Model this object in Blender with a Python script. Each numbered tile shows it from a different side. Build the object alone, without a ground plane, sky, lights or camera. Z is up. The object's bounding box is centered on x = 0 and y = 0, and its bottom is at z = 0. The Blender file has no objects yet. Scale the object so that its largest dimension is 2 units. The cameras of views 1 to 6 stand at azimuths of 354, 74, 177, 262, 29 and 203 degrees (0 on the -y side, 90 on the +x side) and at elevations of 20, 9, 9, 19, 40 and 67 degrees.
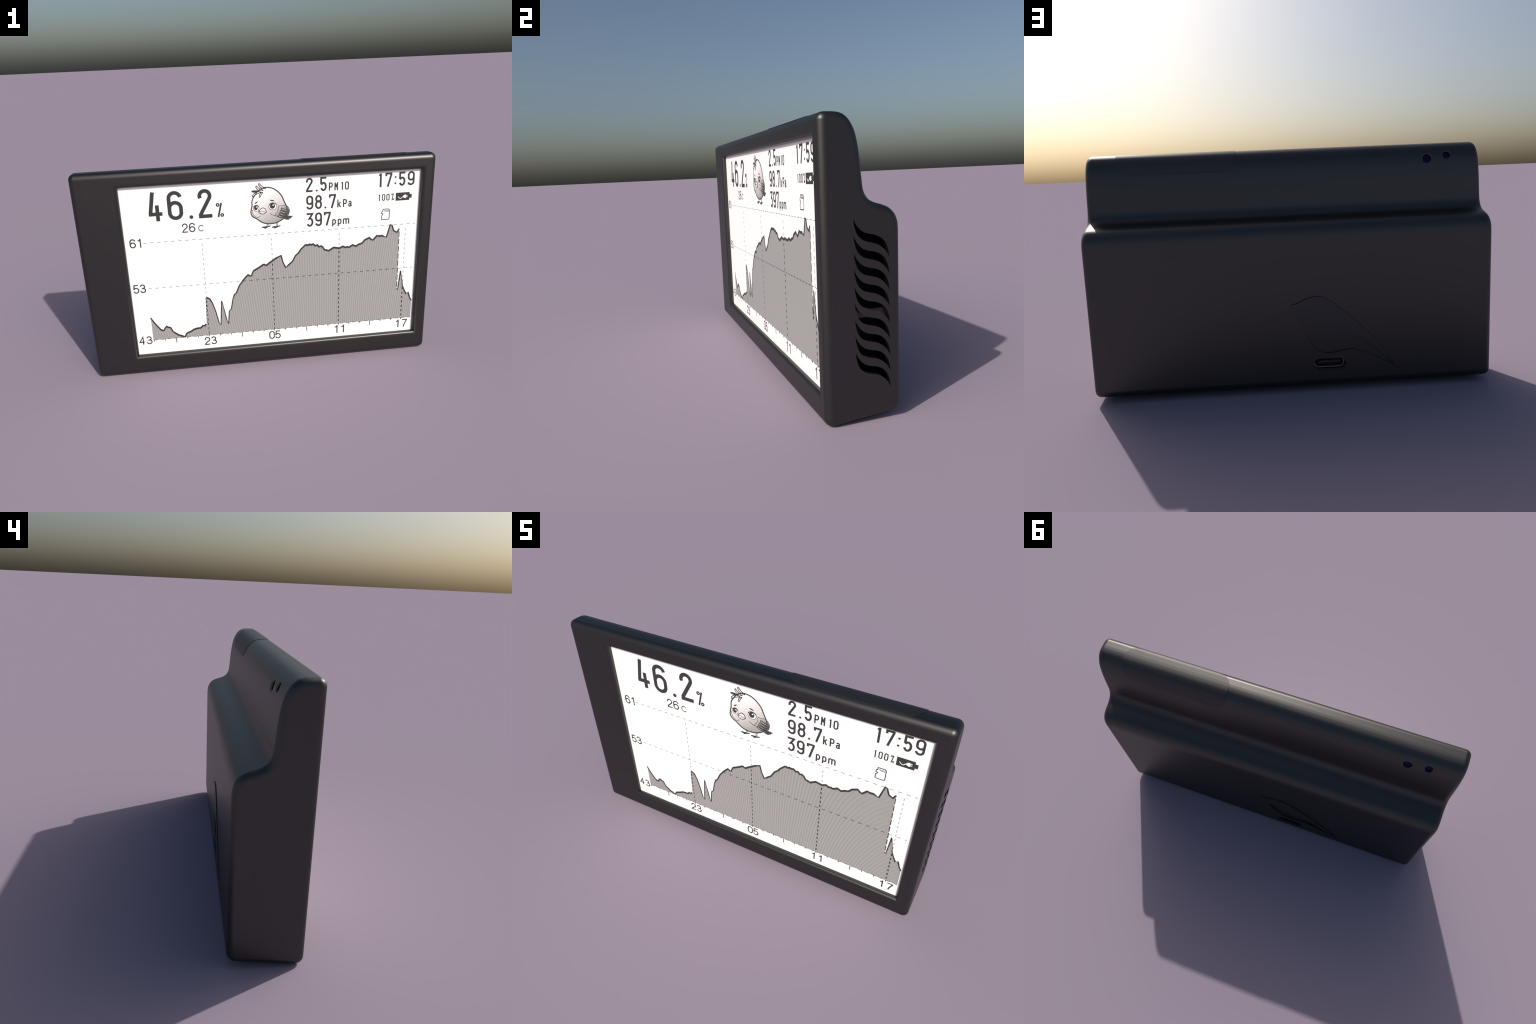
import bpy, bmesh, math, random
from mathutils import Vector, Matrix

random.seed(7)
PI = math.pi

# ------------------------------------------------------------------ sizes (metres)
HALF_W = 1.0            # half width along x
FRONT = -0.1685         # y of the front face
BACK = 0.1620           # y of the back face
TOP = 1.2194           # z of the flat top
EDGE_R = 0.0298          # rounding of the two end faces
SCREEN_Y = -0.1416      # y of the display surface
SX0, SX1, SZ0, SZ1 = -0.7540, 0.9222, 0.1212, 1.1325   # display opening

# ------------------------------------------------------------------ materials
def new_material(name):
    m = bpy.data.materials.new(name)
    m.use_nodes = True
    nt = m.node_tree
    return m, nt, nt.nodes["Principled BSDF"]


def plastic(name, colour, rough, metallic=0.0, ior_level=0.5):
    """Even coating: one colour with a very faint cloudy mottling, optionally metallic."""
    m, nt, b = new_material(name)
    tc = nt.nodes.new("ShaderNodeTexCoord")
    n = nt.nodes.new("ShaderNodeTexNoise")
    n.inputs["Scale"].default_value = 9.0
    n.inputs["Detail"].default_value = 4.0
    nt.links.new(tc.outputs["Object"], n.inputs["Vector"])
    ramp = nt.nodes.new("ShaderNodeValToRGB")
    lo = tuple(c * 0.985 for c in colour)
    hi = tuple(c * 1.015 for c in colour)
    ramp.color_ramp.elements[0].color = (*lo, 1)
    ramp.color_ramp.elements[1].color = (*hi, 1)
    nt.links.new(n.outputs["Fac"], ramp.inputs["Fac"])
    nt.links.new(ramp.outputs["Color"], b.inputs["Base Color"])
    b.inputs["Roughness"].default_value = rough
    b.inputs["Metallic"].default_value = metallic
    b.inputs["Specular IOR Level"].default_value = ior_level
    return m


def math_node(nt, op, a=None, b=None, va=0.0, vb=0.0):
    nd = nt.nodes.new("ShaderNodeMath")
    nd.operation = op
    nd.inputs[0].default_value = va
    nd.inputs[1].default_value = vb
    if a is not None:
        nt.links.new(a, nd.inputs[0])
    if b is not None:
        nt.links.new(b, nd.inputs[1])
    return nd.outputs[0]


BODY_COL = (0.0855, 0.0825, 0.0825)
M_BODY = plastic("housing_coating", BODY_COL, 0.43, 1.0)
M_BUTTON = plastic("button_coating", BODY_COL, 0.55, 1.0)
M_INLAY = plastic("emblem_coating", (0.080, 0.082, 0.086), 0.46, 1.0)
M_INNER = plastic("inner_plastic", (0.02, 0.02, 0.02), 0.6)
M_WHITE = plastic("display_white", (0.93, 0.93, 0.93), 0.5, ior_level=0.5)
M_INK = plastic("display_ink", (0.036, 0.036, 0.036), 0.5)
M_THIN = plastic("display_thin_grey", (0.20, 0.185, 0.185), 0.5)
M_PAPER = plastic("display_paper_grey", (0.80, 0.78, 0.775), 0.5)
M_LENS = plastic("lens_glass", (0.004, 0.003, 0.045), 0.5, ior_level=0.15)
M_BROWN = plastic("connector_tongue", (0.10, 0.032, 0.028), 0.5)
M_BLACK = plastic("connector_black", (0.004, 0.004, 0.004), 0.7)

M_METAL, _nt, _b = new_material("connector_metal")
_b.inputs["Base Color"].default_value = (0.60, 0.61, 0.64, 1)
_b.inputs["Metallic"].default_value = 1.0
_b.inputs["Roughness"].default_value = 0.32
_n = _nt.nodes.new("ShaderNodeTexNoise")
_n.inputs["Scale"].default_value = 60
_mul = math_node(_nt, "MULTIPLY_ADD", _n.outputs["Fac"], None, vb=0.1)
_mul.node.inputs[2].default_value = 0.27
_nt.links.new(_mul, _b.inputs["Roughness"])


def hatch_material():
    """Chart filling: single columns of display dots, alternately dark and light."""
    m, nt, b = new_material("chart_hatching")
    tc = nt.nodes.new("ShaderNodeTexCoord")
    sep = nt.nodes.new("ShaderNodeSeparateXYZ")
    nt.links.new(tc.outputs["Object"], sep.inputs[0])
    period = 1.676 / 400.0
    ph = math_node(nt, "MULTIPLY", sep.outputs["X"], None, vb=2 * PI / period)
    s = math_node(nt, "SINE", ph)
    f = math_node(nt, "MULTIPLY_ADD", s, None, vb=0.5)
    f.node.inputs[2].default_value = 0.5
    mix = nt.nodes.new("ShaderNodeMix")
    mix.data_type = "RGBA"
    mix.inputs[6].default_value = (0.028, 0.028, 0.028, 1)
    mix.inputs[7].default_value = (0.628, 0.62, 0.617, 1)
    nt.links.new(f, mix.inputs[0])
    nt.links.new(mix.outputs[2], b.inputs["Base Color"])
    b.inputs["Roughness"].default_value = 0.5
    return m


M_HATCH = hatch_material()


def feather_material(name, light, dark, x0, z0, x1, z1, stipple):
    """Printed shading: a soft ramp across the shape plus ink stipple."""
    m, nt, b = new_material(name)
    tc = nt.nodes.new("ShaderNodeTexCoord")
    sep = nt.nodes.new("ShaderNodeSeparateXYZ")
    nt.links.new(tc.outputs["Object"], sep.inputs[0])
    dx, dz = x1 - x0, z1 - z0
    L = dx * dx + dz * dz
    ax = math_node(nt, "MULTIPLY_ADD", sep.outputs["X"], None, vb=dx / L)
    ax.node.inputs[2].default_value = -(x0 * dx + z0 * dz) / L
    az = math_node(nt, "MULTIPLY_ADD", sep.outputs["Z"], ax, vb=dz / L)
    nt.links.new(ax, az.node.inputs[2])
    az.node.inputs[1].default_value = dz / L
    for l in list(nt.links):
        if l.to_socket == az.node.inputs[1]:
            nt.links.remove(l)
    n = nt.nodes.new("ShaderNodeTexNoise")
    n.inputs["Scale"].default_value = 320
    n.inputs["Detail"].default_value = 1.0
    nt.links.new(tc.outputs["Object"], n.inputs["Vector"])
    jit = math_node(nt, "MULTIPLY_ADD", n.outputs["Fac"], az, vb=stipple)
    nt.links.new(az, jit.node.inputs[2])
    jit.node.inputs[1].default_value = stipple
    for l in list(nt.links):
        if l.to_socket == jit.node.inputs[1]:
            nt.links.remove(l)
    off = math_node(nt, "SUBTRACT", jit, None, vb=stipple * 0.5)
    ramp = nt.nodes.new("ShaderNodeValToRGB")
    ramp.color_ramp.elements[0].color = (light, light * 0.98, light * 0.975, 1)
    ramp.color_ramp.elements[1].color = (dark, dark * 0.97, dark * 0.965, 1)
    nt.links.new(off, ramp.inputs["Fac"])
    nt.links.new(ramp.outputs["Color"], b.inputs["Base Color"])
    b.inputs["Roughness"].default_value = 0.5
    return m


M_FEATHER = feather_material("printed_feathers", 0.97, 0.28, 0.015, 1.045, 0.100, 0.868, 0.55)
M_WING = feather_material("printed_wing", 0.70, 0.04, 0.085, 0.985, 0.165, 0.905, 1.3)

# ------------------------------------------------------------------ scene tree
COL = bpy.context.scene.collection


def add_mesh(name, me, parent, mat=None):
    ob = bpy.data.objects.new(name, me)
    COL.objects.link(ob)
    if parent is not None:
        ob.parent = parent
    if mat is not None:
        me.materials.clear()
        me.materials.append(mat)
    return ob


def mesh_from(name, verts, faces):
    me = bpy.data.meshes.new(name)
    me.from_pydata(verts, [], faces)
    me.update()
    bm = bmesh.new()
    bm.from_mesh(me)
    bmesh.ops.recalc_face_normals(bm, faces=bm.faces)
    bm.to_mesh(me)
    bm.free()
    return me


root = bpy.data.objects.new("air_quality_monitor", None)
COL.objects.link(root)
root["label"] = "dark grey desktop air monitor with white chart display"
root["category"] = "air monitor"

# ------------------------------------------------------------------ 2D helpers
def fillet(prev, corner, nxt, r, n=9):
    """Round a corner of a polygon with an arc of radius r."""
    a = (Vector(prev) - Vector(corner)).normalized()
    b = (Vector(nxt) - Vector(corner)).normalized()
    ang = math.acos(max(-1, min(1, a.dot(b))))
    d = r / math.tan(ang / 2)
    bis = (a + b).normalized()
    c = Vector(corner) + bis * (r / math.sin(ang / 2))
    p0 = Vector(corner) + a * d - c
    p1 = Vector(corner) + b * d - c
    t0, t1 = math.atan2(p0.y, p0.x), math.atan2(p1.y, p1.x)
    dt = (t1 - t0 + PI) % (2 * PI) - PI
    return [(c.x + r * math.cos(t0 + dt * i / n), c.y + r * math.sin(t0 + dt * i / n)) for i in range(n + 1)]


def spline(pts, per=6):
    """Centripetal Catmull-Rom through the points."""
    P = [Vector(p) for p in pts]
    P = [P[0] * 2 - P[1]] + P + [P[-1] * 2 - P[-2]]
    out = []
    for i in range(1, len(P) - 2):
        p0, p1, p2, p3 = P[i - 1], P[i], P[i + 1], P[i + 2]
        t0 = 0.0
        t1 = t0 + (p1 - p0).length ** 0.5
        t2 = t1 + (p2 - p1).length ** 0.5
        t3 = t2 + (p3 - p2).length ** 0.5
        for k in range(per):
            t = t1 + (t2 - t1) * k / per
            A1 = p0 * ((t1 - t) / (t1 - t0)) + p1 * ((t - t0) / (t1 - t0))
            A2 = p1 * ((t2 - t) / (t2 - t1)) + p2 * ((t - t1) / (t2 - t1))
            A3 = p2 * ((t3 - t) / (t3 - t2)) + p3 * ((t - t2) / (t3 - t2))
            B1 = A1 * ((t2 - t) / (t2 - t0)) + A2 * ((t - t0) / (t2 - t0))
            B2 = A2 * ((t3 - t) / (t3 - t1)) + A3 * ((t - t1) / (t3 - t1))
            C = B1 * ((t2 - t) / (t2 - t1)) + B2 * ((t - t1) / (t2 - t1))
            out.append(tuple(C))
    out.append(tuple(P[-2]))
    return out


def outward_normals(pts, closed=True):
    """Right-hand normals of a polyline (outward for a counter-clockwise loop)."""
    n = len(pts)
    res = []
    for i in range(n):
        if closed:
            a, b = pts[i - 1], pts[(i + 1) % n]
        else:
            a, b = pts[max(i - 1, 0)], pts[min(i + 1, n - 1)]
        d = Vector((b[0] - a[0], b[1] - a[1]))
        d.normalize()
        res.append((d.y, -d.x))
    return res


# ------------------------------------------------------------------ side profile (y, z)
SLOPE = math.tan(math.radians(5.9))       # the underside rises towards the back
back_curve = spline([(BACK, 0.772), (BACK - 0.0035, 0.803), (BACK - 0.015, 0.831), (BACK - 0.038, 0.8545),
                     (0.093, 0.8685), (0.060, 0.879), (0.035, 0.894), (0.0175, 0.922), (0.0100, 0.970),
                     (0.0040, 1.040), (-0.0065, 1.112), (-0.0190, 1.156), (-0.0405, 1.1920), (-0.0650, 1.2115),
                     (-0.088, TOP - 0.0017), (-0.110, TOP)], 6)
p_fb = (FRONT, -0.003)
p_bb = (BACK, -0.003 + (BACK - FRONT) * SLOPE)
p_ft = (FRONT, TOP)
profile = fillet(p_ft, p_fb, p_bb, 0.036) + fillet(p_fb, p_bb, (BACK, 1), 0.041) + back_curve \
    + fillet((-0.10, TOP), p_ft, p_fb, 0.0315)
zmin = min(p[1] for p in profile)
profile = [(p[0], p[1] - zmin) if p[1] < 0.3 else p for p in profile]
# drop near-duplicate neighbours
clean = [profile[0]]
for p in profile[1:]:
    if (Vector(p) - Vector(clean[-1])).length > 5e-4:
        clean.append(p)
profile = clean
P_NORM = outward_normals(profile)


def housing_mesh():
    rings, steps = [], 9
    xs = []
    for i in range(steps + 1):
        t = PI / 2 * i / steps
        xs.append((HALF_W - EDGE_R * (1 - math.sin(t)), EDGE_R * (1 - math.cos(t))))
    # from left end to right end: (x, inset)
    order = [(-x, ins) for x, ins in reversed(xs)] + xs
    order = [(x, ins) for x, ins in order]
    seq = []
    for x, ins in order:
        seq.append((x, ins))
    # xs runs from the straight body (inset 0) out to the end plane (inset EDGE_R)
    verts, faces = [], []
    n = len(profile)
    for x, ins in seq:
        for p, nn in zip(profile, P_NORM):
            verts.append((x, p[0] - nn[0] * ins, p[1] - nn[1] * ins))
    for k in range(len(seq) - 1):
        for i in range(n):
            j = (i + 1) % n
            faces.append((k * n + i, k * n + j, (k + 1) * n + j, (k + 1) * n + i))
    faces.append(tuple(range(n)))
    faces.append(tuple((len(seq) - 1) * n + i for i in range(n)))
    return mesh_from("housing", verts, faces)


def loft(name, loops):
    """Closed solid through loops of equal length."""
    verts, faces = [], []
    n = len(loops[0])
    for lp in loops:
        verts += lp
    for k in range(len(loops) - 1):
        for i in range(n):
            j = (i + 1) % n
            faces.append((k * n + i, k * n + j, (k + 1) * n + j, (k + 1) * n + i))
    faces.append(tuple(range(n)))
    faces.append(tuple((len(loops) - 1) * n + i for i in range(n)))
    return mesh_from(name, verts, faces)


def join_meshes(name, meshes):
    verts, faces = [], []
    for me in meshes:
        off = len(verts)
        verts += [tuple(v.co) for v in me.vertices]
        faces += [tuple(i + off for i in p.vertices) for p in me.polygons]
        bpy.data.meshes.remove(me)
    return mesh_from(name, verts, faces)


def cut(ob, cutter_me):
    c = bpy.data.objects.new("cutter", cutter_me)
    COL.objects.link(c)
    md = ob.modifiers.new("cut", "BOOLEAN")
    md.operation = "DIFFERENCE"
    md.solver = "EXACT"
    md.object = c
    bpy.context.view_layer.update()
    dg = bpy.context.evaluated_depsgraph_get()
    me = bpy.data.meshes.new_from_object(ob.evaluated_get(dg))
    ob.modifiers.clear()
    old = ob.data
    ob.data = me
    me.name = old.name
    bpy.data.meshes.remove(old)
    bpy.data.objects.remove(c)
    bpy.data.meshes.remove(cutter_me)


def ribbon(path, width, closed=False, taper=None):
    """Left and right edges of a stroke along a 2D path, mitred."""
    n = len(path)
    L, R = [], []
    for i in range(n):
        if closed:
            a, b, c = path[i - 1], path[i], path[(i + 1) % n]
        else:
            a, b, c = path[max(i - 1, 0)], path[i], path[min(i + 1, n - 1)]
        d0 = Vector((b[0] - a[0], b[1] - a[1]))
        d1 = Vector((c[0] - b[0], c[1] - b[1]))
        if d0.length < 1e-9:
            d0 = d1
        if d1.length < 1e-9:
            d1 = d0
        d0 = d0.normalized()
        d1 = d1.normalized()
        t = d0 + d1
        t = t.normalized() if t.length > 1e-6 else d1
        nn = Vector((-t.y, t.x))
        cosv = max(0.35, nn.dot(Vector((-d0.y, d0.x))))
        h = width / 2 / cosv
        if taper:
            h *= taper(i / (n - 1))
        L.append((b[0] + nn.x * h, b[1] + nn.y * h))
        R.append((b[0] - nn.x * h, b[1] - nn.y * h))
    return L, R


def stroke_solid(paths, width, y0, y1, step=0.0, frame=None, taper=None):
    """Solid strokes lying in the xz plane between depths y0 and y1.
    Each further stroke ends a hair prouder (step) so that no two faces coincide."""
    verts, faces = [], []
    for k, item in enumerate(paths):
        path, closed = item if isinstance(item, tuple) else (item, False)
        w = width
        L, R = ribbon(path, w, closed, taper)
        n = len(path)
        off = len(verts)
        yy = y1 + step * k
        for (l, r) in zip(L, R):
            verts += [(l[0], y0, l[1]), (r[0], y0, r[1]), (l[0], yy, l[1]), (r[0], yy, r[1])]
        m = n if closed else n - 1
        for i in range(m):
            a = off + 4 * i
            b = off + 4 * ((i + 1) % n)
            faces += [(a, a + 1, b + 1, b), (a + 2, b + 2, b + 3, a + 3),
                      (a, b, b + 2, a + 2), (a + 1, a + 3, b + 3, b + 1)]
        if not closed:
            e = off + 4 * (n - 1)
            faces += [(off, off + 2, off + 3, off + 1), (e, e + 1, e + 3, e + 2)]
    return mesh_from("stroke", verts, faces)


def plate(outline, y0, y1, name="plate"):
    """Flat solid with the given xz outline."""
    return loft(name, [[(p[0], y0, p[1]) for p in outline], [(p[0], y1, p[1]) for p in outline]])


def ellipse(cx, cz, rx, rz, n=24, a0=0.0, a1=360.0):
    k = n if abs(a1 - a0) >= 360 else n + 1
    return [(cx + rx * math.cos(math.radians(a0 + (a1 - a0) * i / n)),
             cz + rz * math.sin(math.radians(a0 + (a1 - a0) * i / n))) for i in range(k)]


def stadium(cx, cz, hx, hz, n=10):
    pts = []
    for i in range(n + 1):
        a = -PI / 2 + PI * i / n
        pts.append((cx + hx - hz + hz * math.cos(a), cz + hz * math.sin(a)))
    for i in range(n + 1):
        a = PI / 2 + PI * i / n
        pts.append((cx - hx + hz + hz * math.cos(a), cz + hz * math.sin(a)))
    return pts


# ------------------------------------------------------------------ housing
housing = add_mesh("housing", housing_mesh(), root, M_BODY)

# display opening: rounded lip, chamfer, short upright wall
LIP_W, LIP_D = 0.0215, 0.0172
lip = [(LIP_W + 0.012, FRONT - 0.010), (LIP_W + 0.0012, FRONT - 0.0006)]
for i in range(10):
    a = PI / 2 * (i + 0.4) / 9.4
    lip.append((LIP_W * (1 - math.sin(a)), FRONT + LIP_D * (1 - math.cos(a))))
lip.append((0.0, SCREEN_Y + 0.006))


def rect_loop(d, y):
    return [(SX0 - d, y, SZ0 - d), (SX1 + d, y, SZ0 - d), (SX1 + d, y, SZ1 + d), (SX0 - d, y, SZ1 + d)]


cut(housing, loft("opening", [rect_loop(d, y) for d, y in lip]))

# hollow behind the vent wall
def box(name, x0, x1, y0, y1, z0, z1):
    return loft(name, [[(x0, y0, z0), (x1, y0, z0), (x1, y1, z0), (x0, y1, z0)],
                       [(x0, y0, z1), (x1, y0, z1), (x1, y1, z1), (x0, y1, z1)]])


cut(housing, box("cavity", 0.82, 0.976, -0.085, 0.135, 0.10, 0.835))

# nine S-shaped air slots on the +x side
slot_hi = spline([(-0.0386, 0.8280), (-0.0358, 0.8160), (-0.0285, 0.8020), (-0.0140, 0.7827), (0.0028, 0.7693), (0.0259, 0.7612), (0.0526, 0.7547),
                  (0.0727, 0.7454), (0.0894, 0.7311), (0.0994, 0.7152), (0.1061, 0.6965), (0.1098, 0.6750), (0.1112, 0.6615)], 4)
slot_lo = spline([(-0.0386, 0.8280), (-0.0380, 0.8150), (-0.0352, 0.7951), (-0.0275, 0.7690), (-0.0142, 0.7490), (0.0038, 0.7360), (0.0253, 0.7288),
                  (0.0521, 0.7216), (0.0689, 0.7140), (0.0856, 0.7012), (0.0995, 0.6845), (0.1070, 0.6725), (0.1112, 0.6615)], 4)
SLOT_PITCH = 0.06575
slot_outline = slot_hi + list(reversed(slot_lo[1:-1]))
slots = []
for k in range(9):
    dz = -SLOT_PITCH * k
    slots.append(loft("slot", [[(0.955, y, z + dz) for y, z in slot_outline],
                               [(1.03, y, z + dz) for y, z in slot_outline]]))
cut(housing, join_meshes("slots", slots))

# two sensor holes with countersinks on the back of the ridge
def profile_at_back(z):
    """Point and outward normal of the back curve at height z."""
    best = min(range(len(profile)), key=lambda i: abs(profile[i][1] - z) + (10 if profile[i][0] < -0.12 else 0))
    return profile[best], P_NORM[best]


def turned(name, frame, rings, n=40):
    """Solid of revolution about the local axis; rings are (radius, height)."""
    loops = []
    for r, h in rings:
        loops.append([tuple(frame @ Vector((r * math.cos(2 * PI * i / n), r * math.sin(2 * PI * i / n), h)))
                      for i in range(n)])
    return loft(name, loops)


SENSORS = [(-0.726, 1.141, 0.0218, 0.0310), (-0.829, 1.157, 0.0185, 0.0268)]
sensor_frames = []
for x, z, r_in, r_out in SENSORS:
    (py, pz), (ny, nz) = profile_at_back(z)
    axis = Vector((0, ny + 0.08, nz)).normalized()
    frame = Matrix.Translation((x, py, pz)) @ Vector((0, 0, 1)).rotation_difference(axis).to_matrix().to_4x4()
    sensor_frames.append((frame, r_in))
    d = r_out - r_in
    cut(housing, turned("hole", frame, [(r_in, -0.035), (r_in, -d * 0.55), (r_out, 0.0005), (r_out + 0.02, 0.02)]))

# connector pocket
UX, UZ = -0.1740, 0.1400
cut(housing, plate(stadium(UX, UZ, 0.0825, 0.0304), BACK - 0.075, BACK + 0.02))

# bird emblem: outline groove
emb_top = spline([(0.0128, 0.4545), (-0.017, 0.4607), (-0.0485, 0.4748), (-0.0828, 0.4873), (-0.1197, 0.4917),
                  (-0.145, 0.4863), (-0.1896, 0.4613), (-0.2398, 0.4208), (-0.2874, 0.3787), (-0.3353, 0.332),
                  (-0.3863, 0.2773), (-0.4433, 0.2084), (-0.4864, 0.1457), (-0.5062, 0.1150)], 4)
emb_bot = spline([(0.0128, 0.4500), (-0.010, 0.4249), (-0.0261, 0.4008), (-0.0335, 0.3683), (-0.0436, 0.3326),
                  (-0.062, 0.2875), (-0.0891, 0.2416), (-0.1198, 0.2145), (-0.151, 0.1998), (-0.1884, 0.1984),
                  (-0.229, 0.2064), (-0.2695, 0.2123), (-0.3042, 0.2102), (-0.3416, 0.1981), (-0.3848, 0.1775),
                  (-0.4368, 0.1518), (-0.5040, 0.1145)], 4)
wing = spline([(-0.0262, 0.4037), (-0.0594, 0.3785), (-0.1013, 0.3571), (-0.1578, 0.3392), (-0.2146, 0.3242),
               (-0.2715, 0.3047), (-0.3285, 0.2748), (-0.3856, 0.2328), (-0.443, 0.1785), (-0.4863, 0.1367)], 4)
head_outline = emb_top[:-1] + list(reversed(wing[:-1])) + list(reversed(emb_bot[1:9]))
wing_outline = wing[1:] + [(-0.5005, 0.1180)] + list(reversed(emb_bot[10:-2]))
cut(housing, plate(wing_outline, BACK - 0.010, BACK + 0.02))
# narrow trench cut to draw a dark line round the raised head and back
cut(housing, stroke_solid([emb_top[1:-2]], 0.0052, BACK - 0.0045, BACK + 0.01))


def finish_normals(ob, angle=32):
    me = ob.data
    for p in me.polygons:
        p.use_smooth = True
    bm = bmesh.new()
    bm.from_mesh(me)
    bmesh.ops.remove_doubles(bm, verts=bm.verts, dist=1e-6)
    lim = math.radians(angle)
    for e in bm.edges:
        e.smooth = not (len(e.link_faces) == 2 and e.calc_face_angle(0) > lim)
    bm.to_mesh(me)
    bm.free()
    md = ob.modifiers.new("weighted", "WEIGHTED_NORMAL")
    md.keep_sharp = True
    md.weight = 80
    bpy.context.view_layer.update()
    dg = bpy.context.evaluated_depsgraph_get()
    new = bpy.data.meshes.new_from_object(ob.evaluated_get(dg))
    ob.modifiers.clear()
    new.name = ob.name
    ob.data = new


finish_normals(housing)

# parts behind the slots
rib = add_mesh("inner_rib", box("inner_rib", 0.90, 0.9745, -0.060, 0.130, 0.4290, 0.4600), housing, M_BODY)

# sensor lenses
for frame, r in sensor_frames:
    lens = add_mesh("sensor_lens", turned("sensor_lens", frame, [(r - 0.0012, -0.032), (r - 0.0012, -0.0110), (r - 0.0022, -0.0100), (r * 0.3, -0.0097)]),
                    root, M_LENS)
    finish_normals(lens, 50)

# emblem: the bird's head and back stand proud of the housing, the wing is sunk into it
emblem = add_mesh("bird_emblem", plate(head_outline, BACK - 0.012, BACK + 0.0055), root, M_INLAY)

# USB connector: metal sleeve, dark floor, tongue
usb = bpy.data.objects.new("charging_port", None)
COL.objects.link(usb)
usb.parent = root
sleeve_out, sleeve_in = stadium(UX, UZ, 0.0785, 0.0264), stadium(UX, UZ, 0.0742, 0.0221)


def tube(name, outer, inner, y0, y1):
    n = len(outer)
    verts = [(p[0], y0, p[1]) for p in outer] + [(p[0], y1, p[1]) for p in outer] + \
            [(p[0], y1, p[1]) for p in inner] + [(p[0], y0, p[1]) for p in inner]
    faces = []
    for k in range(4):
        for i in range(n):
            j = (i + 1) % n
            a, b = k * n, ((k + 1) % 4) * n
            faces.append((a + i, a + j, b + j, b + i))
    return mesh_from(name, verts, faces)


sl = add_mesh("metal_sleeve", tube("metal_sleeve", sleeve_out, sleeve_in, BACK - 0.0745, BACK - 0.036), usb, M_METAL)
finish_normals(sl, 40)
add_mesh("port_floor", plate(stadium(UX, UZ, 0.0738, 0.0217), BACK - 0.0742, BACK - 0.066), usb, M_BLACK)
add_mesh("port_tongue", box("port_tongue", UX - 0.057, UX + 0.057, BACK - 0.067, BACK - 0.046, UZ - 0.0055, UZ + 0.0055), usb, M_BROWN)

# ------------------------------------------------------------------ touch button wrapped over the top
def top_button():
    BX0, BX1, CR = 0.250, 0.850, 0.075
    # walk the profile from the back over the top to the front
    pts = [(p, n) for p, n in zip(profile, P_NORM) if p[1] > 1.05]
    # arc length samples between z=1.115 at the back and y=-0.150 in front
    dense = []
    for (p, n), (q, m) in zip(pts[:-1], pts[1:]):
        k = max(1, int((Vector(q) - Vector(p)).length / 0.003))
        for i in range(k):
            f = i / k
            dense.append(((p[0] + (q[0] - p[0]) * f, p[1] + (q[1] - p[1]) * f),
                          (n[0] + (m[0] - n[0]) * f, n[1] + (m[1] - n[1]) * f)))
    dense = [d for d in dense if (d[0][0] > -0.08 and d[0][1] > 1.112) or (d[0][0] <= -0.08 and d[0][0] > -0.1560 and d[0][1] > 1.19)]
    s = [0.0]
    for a, b in zip(dense[:-1], dense[1:]):
        s.append(s[-1] + (Vector(b[0]) - Vector(a[0])).length)
    total = s[-1]
    cols = 12
    verts, faces = [], []
    rows = []
    RAISE = 0.0020
    for (p, n), si in zip(dense, s):
        e = min(si, total - si)
        inset_x = CR - math.sqrt(max(0.0, CR * CR - (CR - e) ** 2)) if e < CR else 0.0
        row = []
        for c in range(cols + 1):
            x = BX0 + inset_x + (BX1 - BX0 - 2 * inset_x) * c / cols
            row.append((x, p, n))
        rows.append(row)
    R, C = len(rows), cols + 1
    for lvl in (RAISE, -0.004):
        for row in rows:
            for x, p, n in row:
                ln = math.hypot(*n)
                verts.append((x, p[0] + n[0] / ln * lvl, p[1] + n[1] / ln * lvl))
    def vid(l, r, c):
        return l * R * C + r * C + c
    for l in (0, 1):
        for r in range(R - 1):
            for c in range(cols):
                faces.append((vid(l, r, c), vid(l, r, c + 1), vid(l, r + 1, c + 1), vid(l, r + 1, c)))
    for r in range(R - 1):
        for c in (0, cols):
            faces.append((vid(0, r, c), vid(0, r + 1, c), vid(1, r + 1, c), vid(1, r, c)))
    for c in range(cols):
        for r in (0, R - 1):
            faces.append((vid(0, r, c), vid(0, r, c + 1), vid(1, r, c + 1), vid(1, r, c)))
    return mesh_from("touch_button", verts, faces)


button = add_mesh("touch_button", top_button(), root, M_BUTTON)
finish_normals(button, 40)

# ------------------------------------------------------------------ display
display = add_mesh("display_panel", box("display_panel", SX0 - 0.012, SX1 + 0.012, SCREEN_Y, SCREEN_Y + 0.0050, SZ0 - 0.012, SZ1 + 0.012), root, M_WHITE)
LAYER = 0.0004
Y_FILL, Y_GRID, Y_LINE, Y_TEXT = (SCREEN_Y - LAYER * k for k in (1, 2, 3.2, 1))
Y_IN = SCREEN_Y + 0.0015


def arc(cx, cz, rx, rz, a0, a1, n=14):
    return [(cx + rx * math.cos(math.radians(a0 + (a1 - a0) * i / n)),
             cz + rz * math.sin(math.radians(a0 + (a1 - a0) * i / n))) for i in range(n + 1)]


def ring(cx, cz, rx, rz, n=20):
    return (ellipse(cx, cz, rx, rz, n), True)


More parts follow.
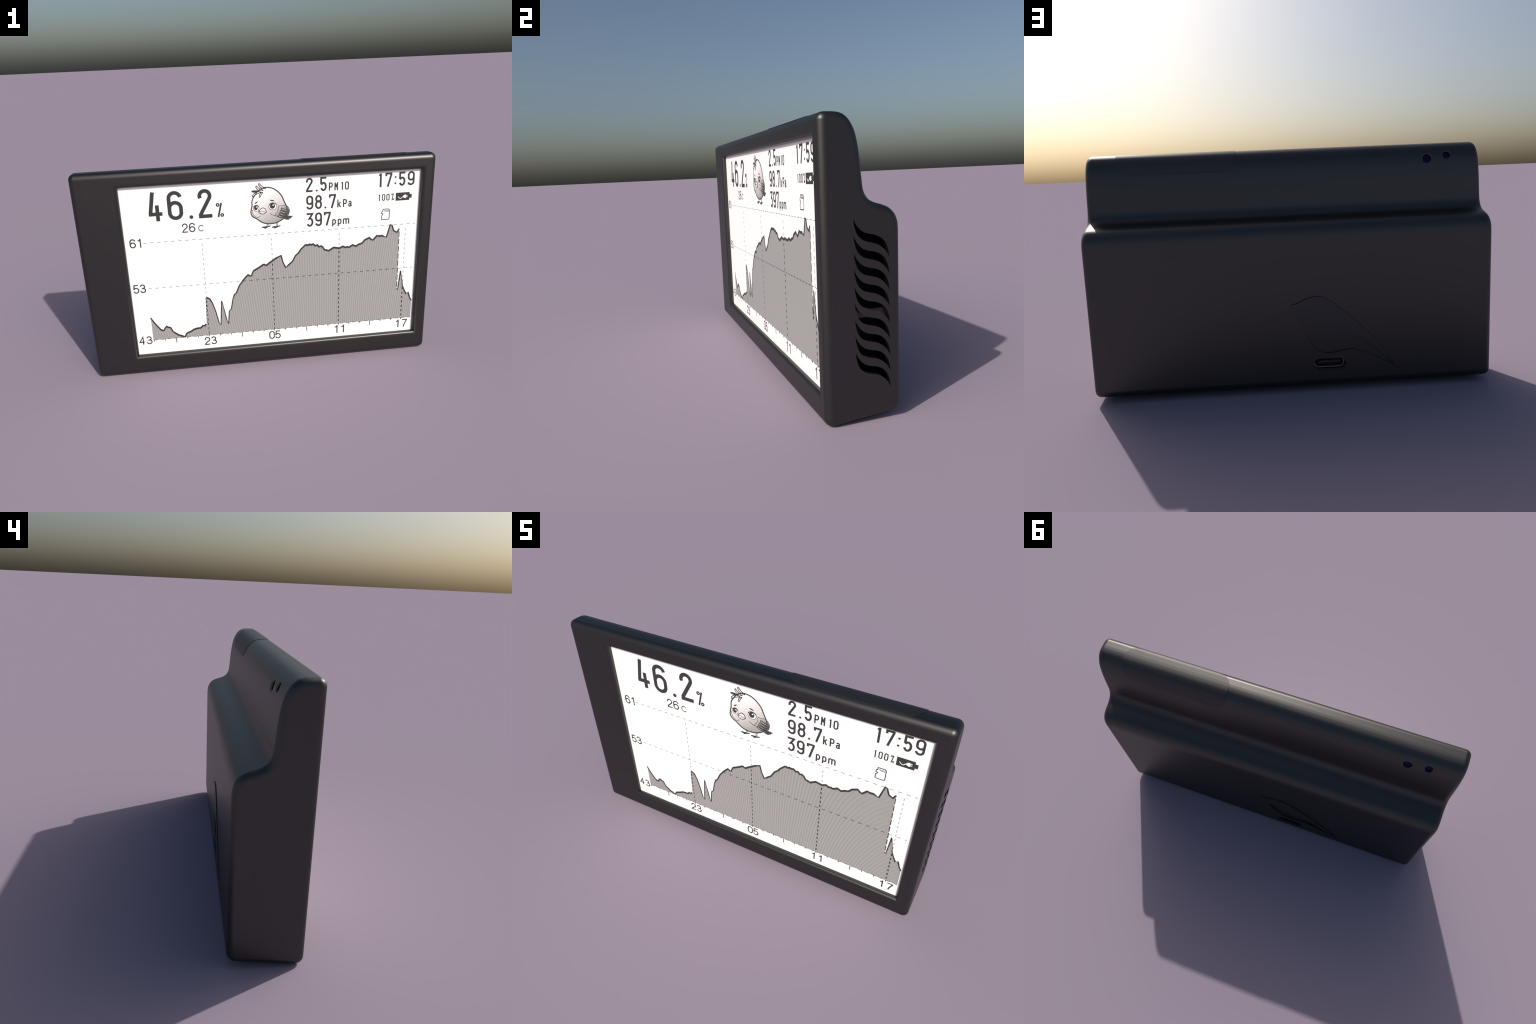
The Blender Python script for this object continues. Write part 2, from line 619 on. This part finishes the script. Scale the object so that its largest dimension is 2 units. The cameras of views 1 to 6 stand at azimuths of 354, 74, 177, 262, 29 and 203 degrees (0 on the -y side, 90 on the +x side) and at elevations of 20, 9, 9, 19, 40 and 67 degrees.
def glyph(ch, k, narrow, hu=0.15, hv=0.06):
    """Centre lines of a character in a unit box. k is the height of a round
    bowl of half the width. narrow: the engineering lettering of the readings,
    otherwise the rounder lettering of the axes. hu, hv: half a pen width."""
    t = 1 - k
    if ch == "0":
        return [(arc(.5, t, .5, k, 0, 180) + arc(.5, k, .5, k, 180, 360), True)]
    if ch == "1":
        return [[(.02, .86), (.40, .995)], [(.44, 1.06 if not narrow else 1.04), (.44, -.07)]] if narrow else \
               [[(.08, .80), (.42, .84), (.58, 1.02)], [(.58, 1.06), (.58, -.06)]]
    if ch == "2":
        if narrow:
            return [arc(.5, t, .5, k, 205, -28) + [(0, .07), (0, -hv)], [(-hu, 0), (1 + hu * .75, 0)]]
        return [arc(.5, t, .48, k, 190, -35) + [(.45, .34), (.12, .14), (.02, 0), (1.05, 0)]]
    if ch == "3":
        if narrow:
            return [[(-.12, 1), (.98, 1), (.42, .60)] + arc(.5, .31, .5, .31, 80, -150)]
        return [arc(.46, .76, .42, .24, 170, -75, 14) + arc(.5, .27, .5, .27, 75, -170, 16)[0:], [(.30, .52), (.60, .52)]]
    if ch == "4":
        if narrow:
            return [[(.36, 1 + hv), (0, .25), (0, .21 - hv)], [(-hu, .21), (1.15, .21)], [(.68, .56), (.68, -hv)]]
        return [[(.76, -.06), (.76, 1), (.02, .30), (1.02, .30)]]
    if ch == "5":
        if narrow:
            return [[(1.12, 1), (0.0, 1), (0, .51)], arc(.5, .30, .5, .30, 150, -158, 18)]
        return [[(.95, 1), (.16, 1), (.05, .50)] + arc(.5, .31, .5, .32, 140, -165, 18)]
    if ch == "6":
        low = .615 if narrow else .60
        return [arc(.5, t, .5, k, 12, 180) + arc(.5, k, .5, k, 180, 270), arc(.5, k, .5, k, 268, 360) + arc(.5, low - k, .5, k, 0, 165)]
    if ch == "9":
        return [[(1 - a, 1 - b) for a, b in p] for p in glyph("6", k, narrow)]
    if ch == "7":
        if narrow:
            return [[(0, .80), (0, 1 + hv)], [(-hu, 1), (1 + hu, 1)], [(1, 1 + hv), (1, .93), (.36, -hv)]]
        return [[(-.05, 1), (1, 1), (1, .95)] + [(.62, .5), (.40, .2), (.34, -.06)]]
    if ch == "8":
        return [(arc(.5, .77, .46, .23, 0, 360, 26)[:-1], True), (arc(.5, .55 - .26, .5, .29, 0, 360, 26)[:-1], True)]
    if ch == "P":
        return [[(0, -.07), (0, 1), (.55, 1)] + arc(.55, .72, .45, .28, 90, -90)[1:] + [(0, .44)]]
    if ch == "M":
        return [[(0, -.07), (0, 1.05)], [(0, 1.0), (.5, .46), (1, 1.0)], [(1, 1.05), (1, -.07)]]
    if ch == "k":
        return [[(0, 1.07), (0, -.07)], [(.95, .70), (.05, .28)], [(.35, .42), (1, -.05)]]
    if ch == "a":
        return [arc(.45, .52, .42, .18, 165, 0) + [(.87, .12), (1.1, -.02)], (arc(.42, .20, .42, .20, 0, 360, 18)[:-1], True)]
    if ch == "p":
        return [[(0, .72), (0, -.32)], arc(.45, .36, .55, .34, 140, -140, 18)]
    if ch == "m":
        return [[(0, .72), (0, -.06)], arc(.27, .48, .27, .22, 180, 0) + [(.54, -.06)], arc(.81, .48, .27, .22, 180, 0) + [(1.08, -.06)]]
    if ch == "c":
        return [arc(.5, .5, .5, .5, 35, 325, 22)]
    if ch == "%":
        return [[(1.02, 1 + hv), (.12, -hv)]]
    return []


KIND = {".": "decimal_point", ":": "colon_mark", "%": "percent_sign"}


def put_glyph(ch, x, z, w, h, t, narrow=True, mat=None):
    """x, z: left and bottom of the character's outer box; w, h: its outer size."""
    if ch in ".:":
        r = w / 2
        cs = [(x + r, z + r)] if ch == "." else [(x + r, z + h * 0.21), (x + r, z + h * 0.66)]
        me = join_meshes("dot", [plate(ellipse(a, b, r, r, 14), Y_IN, Y_TEXT) for a, b in cs])
    else:
        cw, chh = w - t, h - t
        k = min(0.5, 0.5 * cw / chh)
        paths = []
        for item in glyph(ch, k, narrow, t / 2 / cw, t / 2 / chh):
            pth, cl = item if isinstance(item, tuple) else (item, False)
            q = []
            for a, b in pth:
                p = (x + t / 2 + a * cw, z + t / 2 + b * chh)
                if not q or (Vector(p) - Vector(q[-1])).length > t * 0.05:
                    q.append(p)
            paths.append((q, cl))
        me = stroke_solid(paths, t, Y_IN, Y_TEXT, -0.00012)
        if ch == "%":
            ro, ri = t * 1.08, t * 0.36
            rings = [tube("ring", ellipse(cx, cz, ro, ro, 20), ellipse(cx, cz, ri, ri, 20), Y_IN, Y_TEXT - 0.0002)
                     for cx, cz in ((x + w * .22, z + h * .875), (x + w * .92, z + h * .13))]
            me = join_meshes("percent", [me] + rings)
    kind = KIND.get(ch, "digit" if ch.isdigit() else "letter")
    me.name = kind
    return add_mesh(kind, me, display, mat or M_INK)


# large humidity reading
for ch, x, w in (("4", -0.6055, 0.0760), ("6", -0.5015, 0.083), ("2", -0.3345, 0.0765)):
    put_glyph(ch, x, 0.9340, w, 0.1625, 0.0205)
put_glyph(".", -0.3870, 0.9340, 0.0210, 0.1625, 0.02)
put_glyph("%", -0.2350, 0.9340, 0.0310, 0.0790, 0.0098)
# temperature
put_glyph("2", -0.4340, 0.8580, 0.0335, 0.0530, 0.0062, False)
put_glyph("6", -0.3945, 0.8580, 0.0345, 0.0530, 0.0062, False)
put_glyph("c", -0.3437, 0.8587, 0.0320, 0.0370, 0.0042, False)
# three small readings and their units
DW, DH, DT = 0.0400, 0.0800, 0.0104
UW, UH, UT = 0.0225, 0.0465, 0.0066
for row_z, items in ((1.0400, (("2", .2660), (".", .3208), ("5", .3460))),
                     (0.9395, (("9", .2662), ("8", .3162), (".", .3702), ("7", .3957))),
                     (0.8390, (("3", .2660), ("9", .3160), ("7", .3665)))):
    for ch, x in items:
        if ch == ".":
            put_glyph(ch, x, row_z, 0.0108, DH, DT)
        else:
            put_glyph(ch, x, row_z, DW * (0.92 if ch == "5" else 0.95 if ch == "2" else 1), DH, DT)
for row_z, items in ((1.0397, (("P", .3950, 1), ("M", .4268, .90), ("1", .4640, .8), ("0", .4863, 1.03))),
                     (0.9398, (("k", .4440, .95), ("P", .4767, 1), ("a", .5070, .92))),
                     (0.8395, (("p", .4150, 1), ("p", .4470, 1), ("m", .4774, 1.55)))):
    for ch, x, f in items:
        put_glyph(ch, x, row_z, UW * f, UH, UT)
# clock
for ch, x, w in (("1", .6775, .030), ("7", .7170, .0400), (":", .7715, .0106), ("5", .7972, .0372), ("9", .8472, .0405)):
    put_glyph(ch, x, 1.0400, w, DH, DT)
# battery percentage
for ch, x, w in (("1", .6815, .0150), ("0", .7025, .0186), ("0", .7280, .0186)):
    put_glyph(ch, x, 0.9603, w, 0.0388, 0.0052)
put_glyph("%", .7580, 0.9603, 0.0125, 0.0388, 0.0044)
# axis labels
AW, AH, AT = 0.0340, 0.0530, 0.0066
for z, chars in ((0.7893, (("6", -.7280), ("1", -.6880))), (0.5162, (("5", -.7410), ("3", -.7030))),
                 (0.1845, (("4", -.7452), ("3", -.7020))),
                 (0.1448, (("2", -.3615), ("3", -.3225), ("0", .0298), ("5", .0660), ("1", .4300), ("1", .4710), ("1", .8170), ("7", .8585)))):
    for ch, x in chars:
        put_glyph(ch, x, z, AW, AH, AT, False)

# battery symbol with a plug on it
batt = add_mesh("battery_symbol", plate([(.7828, .9555), (.8633, .9555), (.8633, .9675), (.8764, .9675), (.8764, .9900), (.8633, .9900),
                                         (.8633, 1.0012), (.7828, 1.0012)], Y_IN, Y_TEXT), display, M_INK)
cable = spline([(.7965, .9790), (.8005, .9735), (.8060, .9690), (.8110, .9675), (.8160, .9690), (.8210, .9745), (.8262, .9785)], 4)
plug = [stroke_solid([cable], .0034, Y_IN, Y_TEXT - 0.0004)]
plug.append(plate([(.8240, .9775), (.8275, .9720), (.8330, .9690), (.8400, .9672), (.8430, .9700), (.8430, .9850), (.8400, .9885), (.8330, .9870), (.8280, .9840)],
                  Y_IN, Y_TEXT - 0.0005))
for zz in (.9730, .9815):
    plug.append(plate([(.8425, zz), (.8515, zz), (.8515, zz + .0034), (.8425, zz + .0034)], Y_IN, Y_TEXT - 0.0006))
add_mesh("plug_symbol", join_meshes("plug_symbol", plug), display, M_WHITE)

# memory card symbol
card = [(.7107, .9085), (.7125, .9106), (.7430, .9106), (.7490, .9050), (.7490, .8540), (.7440, .8492), (.7060, .8492), (.7040, .8520),
        (.7040, .8720), (.7110, .8790), (.7110, .8840), (.7040, .8860), (.7040, .8940), (.7107, .9000)]
card_ob = add_mesh("memory_card_symbol", stroke_solid([(card, True)], .0042, Y_IN, Y_TEXT), display, M_INK)
pins = [plate([(x, zb), (x + .0030, zb), (x + .0030, .9035), (x, .9035)], Y_IN, Y_TEXT)
        for x, zb in ((.7160, .8985), (.7213, .8960), (.7266, .8950), (.7319, .8945), (.7372, .8945), (.7420, .8945))]
ob = add_mesh("contact_pins", join_meshes("contact_pins", pins), display, M_INK)
ob["kind"] = "stuff"

# ------------------------------------------------------------------ chart
BASE = 0.2090
chart = spline([(-0.662, .356), (-.6535, .339), (-.6385, .314), (-.6231, .291), (-.6087, .2725), (-.5945, .2660)], 3)[:-1] + \
    [(-.5945, .2660), (-.5852, .2838), (-.5769, .2920), (-.5630, .2830), (-.5534, .2830), (-.5418, .2545), (-.5251, .2410), (-.5098, .2280),
     (-.4893, .2205), (-.4750, .2125), (-.4630, .2345), (-.4483, .2415), (-.4328, .2470), (-.4183, .2570), (-.3983, .2620),
     (-.3771, .2632), (-.3639, .2770), (-.3545, .2735), (-.3452, .2850)]
chart2 = [(-.3315, .4570), (-.3109, .4450), (-.2964, .4150), (-.2805, .3570), (-.2671, .2876), (-.2573, .2708), (-.2435, .4250), (-.2287, .3510),
          (-.2197, .3009), (-.2111, .2752), (-.2025, .3560), (-.1891, .3700), (-.1778, .4280), (-.1668, .4590), (-.1556, .4670), (-.1352, .5120),
          (-.1117, .5440), (-.0929, .5650), (-.0802, .5765), (-.0700, .5690), (-.0609, .5690), (-.0500, .5960), (-.0445, .6005), (-.0240, .6110),
          (-.0040, .6230), (.0100, .6320), (.0181, .6320), (.0277, .6260), (.0497, .6420), (.0642, .6510), (.0842, .6650), (.1160, .6795),
          (.1269, .6355), (.1407, .6035), (.1580, .6180), (.1803, .6365), (.2004, .6730), (.2176, .6870), (.2325, .7085), (.2604, .7345)]
chart3 = [(.2604, .7345), (.2715, .7290), (.2826, .7345), (.2933, .7300), (.3040, .7345), (.3175, .7225), (.3272, .7280), (.3393, .7147), (.3491, .7190),
          (.3613, .7105), (.3710, .6935), (.3833, .6915), (.3945, .6855), (.4248, .7035), (.4582, .6965), (.4797, .7060), (.4936, .6980),
          (.5044, .7015), (.5158, .6975), (.5367, .7100), (.5566, .7015), (.5747, .7115), (.5918, .7160), (.6086, .7350), (.6354, .7470),
          (.6466, .7360), (.6572, .7305), (.6810, .7560), (.6946, .7515), (.7103, .7535), (.7371, .7420), (.7585, .8180), (.7687, .8120),
          (.7801, .7785), (.7995, .7670), (.8125, .7880)]
chart4 = [(.8210, .4000), (.8340, .5230), (.8510, .4270), (.8600, .4020), (.8747, .3705), (.8888, .3785), (.8997, .3440), (.9115, .3220)]
whole = chart + [(-.3400, .2860), (-.3318, .4570)] + chart2[1:-1] + chart3 + [(.8150, .3960)] + chart4
fill_outline = [(-.6570, BASE)] + whole + [(.9100, BASE)]


def area_under(points, base, y0, y1):
    """Filled area between a line and the base: one upright wedge per segment, sharing edges."""
    verts, faces = [], []
    for x, z in points:
        verts += [(x, y0, base), (x, y0, z), (x, y1, base), (x, y1, z)]
    for i in range(len(points) - 1):
        a, b = 4 * i, 4 * i + 4
        faces += [(a + 2, b + 2, b + 3, a + 3), (a, a + 1, b + 1, b), (a + 1, a + 3, b + 3, b + 1), (a, b, b + 2, a + 2)]
    e = 4 * (len(points) - 1)
    faces += [(0, 2, 3, 1), (e, e + 1, e + 3, e + 2)]
    return mesh_from("area", verts, faces)


xs_sorted = []
for x, z in whole:
    if not xs_sorted or x > xs_sorted[-1][0] + 1e-5:
        xs_sorted.append((x, z))
add_mesh("chart_area", area_under(xs_sorted, BASE, Y_IN, Y_FILL), display, M_HATCH)


def weighted_line(points, y):
    """Chart line: the display draws it with a level-down pen, so steep runs turn thin."""
    verts, faces = [], []
    top, bot = [], []
    n = len(points)
    for i, (x, z) in enumerate(points):
        a, b = points[max(i - 1, 0)], points[min(i + 1, n - 1)]
        dx, dz = b[0] - a[0], b[1] - a[1]
        L = math.hypot(dx, dz)
        nx, nz = -dz / L, dx / L
        w = 0.0038 + 0.0078 * (abs(dx) / L)
        top.append((x + nx * w * .45, z + nz * w * .45))
        bot.append((x - nx * w * .55, z - nz * w * .55))
    for t, b in zip(top, bot):
        verts += [(t[0], Y_IN, t[1]), (b[0], Y_IN, b[1]), (t[0], y, t[1]), (b[0], y, b[1])]
    for i in range(n - 1):
        a, b = 4 * i, 4 * i + 4
        faces += [(a, a + 1, b + 1, b), (a + 2, b + 2, b + 3, a + 3), (a, b, b + 2, a + 2), (a + 1, a + 3, b + 3, b + 1)]
    e = 4 * (n - 1)
    faces += [(0, 2, 3, 1), (e, e + 1, e + 3, e + 2)]
    return mesh_from("chart_line", verts, faces)


for seg, dy in ((chart, 0), (chart2, .0001), (chart3, .0002), (chart4, .0003)):
    add_mesh("chart_line", weighted_line(seg, Y_LINE - dy), display, M_INK)


def dashes(p, q, period, duty, w, y, phase=0.0):
    d = Vector((q[0] - p[0], q[1] - p[1]))
    L = d.length
    d.normalize()
    out, s = [], -phase
    while s < L:
        a, b = max(0.0, s), min(L, s + period * duty)
        if b > a + 1e-4:
            out.append(stroke_solid([[(p[0] + d.x * a, p[1] + d.y * a), (p[0] + d.x * b, p[1] + d.y * b)]], w, Y_IN, y))
        s += period
    return out


def curve_height(x):
    for (a, za), (b, zb) in zip(xs_sorted[:-1], xs_sorted[1:]):
        if a <= x <= b:
            return za + (zb - za) * (x - a) / (b - a)
    return 0.0


def dash_part(pieces, mat):
    ob = add_mesh("dashed_grid_line", join_meshes("dashed_grid_line", pieces), display, mat)
    ob["kind"] = "stuff"


# steep drops of the line are drawn broken
dash_part(dashes((-.3375, .292), (-.3335, .452), .021, .72, .0036, Y_LINE) +
          dashes((.8135, .770), (.8160, .400), .045, .75, .0036, Y_LINE), M_INK)
for gz in (0.8137, 0.5400):
    light, dark = [], []
    s = -0.6540
    while s < 0.905:
        e = min(s + 0.0182, 0.905)
        inside = curve_height((s + e) / 2) > gz + 0.004
        (dark if inside else light).append(stroke_solid([[(s, gz), (e, gz)]], .0027 if not inside else .0034, Y_IN, Y_GRID))
        s += 0.0387
    dash_part(light, M_THIN)
    if dark:
        dash_part(dark, M_INK)
for gx in (-0.3300, 0.0640, 0.4565, 0.8500):
    h = curve_height(gx)
    dash_part(dashes((gx, 0.7875), (gx, max(h + 0.006, BASE)), .0293, .48, .0027, Y_GRID + 0.0001), M_THIN)
    dash_part(dashes((gx, h - 0.018), (gx, BASE - 0.004), .0293, .50, .0056, Y_GRID + 0.0001), M_INK)
# base line (short dashes) and hour ticks
dash_part(dashes((-.657, BASE), (.9100, BASE), .0387, .55, .0026, Y_GRID + 0.0002), M_INK)
for i in range(24):
    x = -0.6572 + 0.0656 * i
    long_tick = (i % 6) == 2
    add_mesh("hour_tick", plate([(x - .0021, BASE - (.0300 if long_tick else .0095)), (x + .0021, BASE - (.0300 if long_tick else .0095)),
                                 (x + .0021, BASE + .0005), (x - .0021, BASE + .0005)], Y_IN, Y_GRID - .0001), display, M_INK)

# ------------------------------------------------------------------ printed bird (plain stand-in drawing)
bird = bpy.data.objects.new("printed_bird", None)
COL.objects.link(bird)
bird.parent = root
body = spline([(-0.025, 1.036), (-0.002, 1.066), (0.030, 1.082), (0.052, 1.0825), (0.073, 1.078), (0.093, 1.067), (0.1137, 1.0495), (0.130, 1.027),
               (0.1392, 1.004), (0.148, 0.984), (0.157, 0.960), (0.155, 0.935), (0.148, 0.911), (0.1355, 0.8985), (0.109, 0.883), (0.087, 0.876),
               (0.0544, 0.874), (0.0264, 0.880), (0.001, 0.8945), (-0.0135, 0.907), (-0.0345, 0.920), (-0.0460, 0.940), (-0.0445, 0.960),
               (-0.0385, 0.985), (-0.0380, 1.008), (-0.0325, 1.025), (-0.025, 1.036)], 3)[:-1]
add_mesh("bird_body", plate(body, Y_IN, Y_FILL), bird, M_FEATHER)
add_mesh("bird_outline", stroke_solid([(body, True)], .0056, Y_IN, Y_LINE), bird, M_INK)


def bird_part(name, outline, fill, line=.0026, lift=0.0):
    o = add_mesh(name, plate(outline, Y_IN, Y_GRID - lift), bird, fill)
    add_mesh(name + "_edge", stroke_solid([(outline, True)], line, Y_IN, Y_GRID - lift - .0002), bird, M_INK)
    return o


def leaf_shape(x0, z0, x1, z1, width, bend=0.0, n=9):
    d = Vector((x1 - x0, z1 - z0))
    nn = Vector((-d.y, d.x)).normalized()
    up, dn = [], []
    for i in range(n + 1):
        f = i / n
        c = Vector((x0, z0)) + d * f + nn * bend * math.sin(PI * f)
        w = width * math.sin(PI * min(1.0, f * 0.86 + 0.14)) ** 0.6 if f < 1 else 0.0004
        up.append(tuple(c + nn * w))
        dn.append(tuple(c - nn * w))
    return up + list(reversed(dn))


for args in ((0.004, 1.105, 0.040, 1.077, .0050, -.006), (-.012, 1.092, 0.026, 1.068, .0055, -.007), (-.034, 1.038, 0.014, 1.058, .0055, .006),
             (0.0045, 1.030, 0.024, 1.058, .0042, .003)):
    bird_part("crest_feather", leaf_shape(*args), M_PAPER, .0038, .0002 + .0003 * random.random())
add_mesh("crest_tip", plate(leaf_shape(-.038, 1.0652, .006, 1.063, .0060), Y_IN, Y_GRID), bird, M_INK)
# wing and tail feathers
bird_part("bird_wing", spline([(0.108, 0.972), (0.140, 0.975), (0.160, 0.968), (0.1695, 0.953), (0.1705, 0.936), (0.162, 0.915), (0.145, 0.904),
                               (0.122, 0.904), (0.100, 0.914), (0.090, 0.924), (0.104, 0.944), (0.108, 0.972)], 3)[:-1], M_WING, .0022, .0001)
for i, (a, b, c, d) in enumerate(((.104, .918, .146, .908), (.112, .930, .156, .918), (.118, .944, .163, .930), (.124, .958, .167, .944))):
    bird_part("wing_feather", leaf_shape(a, b, c, d, .0052, -.004), M_WING, .0034, .0005 + .0003 * i)
for i, (a, b) in enumerate(((.186, .9075), (.178, .8995), (.166, .893))):
    bird_part("tail_feather", leaf_shape(.137, .905, a, b, .0050), M_WING, .0026, .0004 + .0003 * i)
# eyes, brows, beak, cheek
for x, z, rx, rz in ((.0770, .9725, .0225, .0195), (-.0160, .9680, .0155, .0165)):
    add_mesh("eye_white", plate(ellipse(x, z, rx, rz), Y_IN, Y_GRID - .0003), bird, M_WHITE)
    add_mesh("eye_edge", stroke_solid([(ellipse(x, z, rx, rz), True)], .0026, Y_IN, Y_GRID - .0004), bird, M_INK)
    add_mesh("eye_pupil", plate(ellipse(x - .002, z + .003, rx * .66, rz * .80), Y_IN, Y_GRID - .0006), bird, M_INK)
    add_mesh("eye_glint", plate(ellipse(x - .002 + rx * .2, z + .008, rx * .2, rz * .2, 10), Y_IN, Y_GRID - .0008), bird, M_WHITE)
add_mesh("eye_lid", stroke_solid([arc(.077, .9715, .0240, .0215, 150, 25, 8), arc(-.016, .9670, .0170, .0185, 150, 30, 8)], .0044, Y_IN, Y_GRID - .0009, -.0002), bird, M_INK)
add_mesh("eye_brow", join_meshes("eye_brow", [plate(leaf_shape(.064, 1.0095, .087, 1.0030, .0034), Y_IN, Y_GRID),
                                              plate(leaf_shape(-.022, .996, -.006, 1.007, .0034), Y_IN, Y_GRID)]), bird, M_INK)
bird_part("bird_beak", spline([(-.003, .948), (.006, .960), (.020, .9685), (.033, .962), (.0395, .945), (.030, .937), (.0177, .934), (.006, .938), (-.003, .948)], 3)[:-1],
          M_PAPER, .0034, .0010)
add_mesh("beak_line", stroke_solid([spline([(-.002, .948), (.012, .951), (.026, .946), (.038, .944)], 4)], .0024, Y_IN, Y_GRID - .0016), bird, M_INK)
add_mesh("cheek_line", stroke_solid([spline([(-.040, .962), (-.034, .935), (-.022, .920), (-.006, .915), (.003, .924)], 4),
                                     spline([(.062, .934), (.074, .924), (.092, .920)], 4)], .0026, Y_IN, Y_GRID, -.0002), bird, M_INK)
# legs and toes
for lx, lz, fx, fz in ((.0455, .875, .040, .857), (.0995, .880, .096, .854)):
    add_mesh("bird_shank", plate([(lx - .003, lz), (lx + .003, lz), (fx + .005, fz), (fx - .001, fz)], Y_IN, Y_FILL + .0002), bird, M_PAPER)
    add_mesh("bird_leg", stroke_solid([[(lx - .003, lz), (fx - .001, fz)], [(lx + .003, lz), (fx + .005, fz)]], .0030, Y_IN, Y_FILL, -.0002), bird, M_INK)
    add_mesh("bird_foot", join_meshes("bird_foot", [plate(leaf_shape(fx - .028, fz - .002, fx + .008, fz + .001, .0042), Y_IN, Y_GRID),
                                                    plate(leaf_shape(fx - .014, fz - .008, fx + .008, fz + .001, .0036), Y_IN, Y_GRID - .0002),
                                                    plate(leaf_shape(fx + .021, fz + .005, fx, fz - .002, .0032), Y_IN, Y_GRID - .0004)]), bird, M_INK)
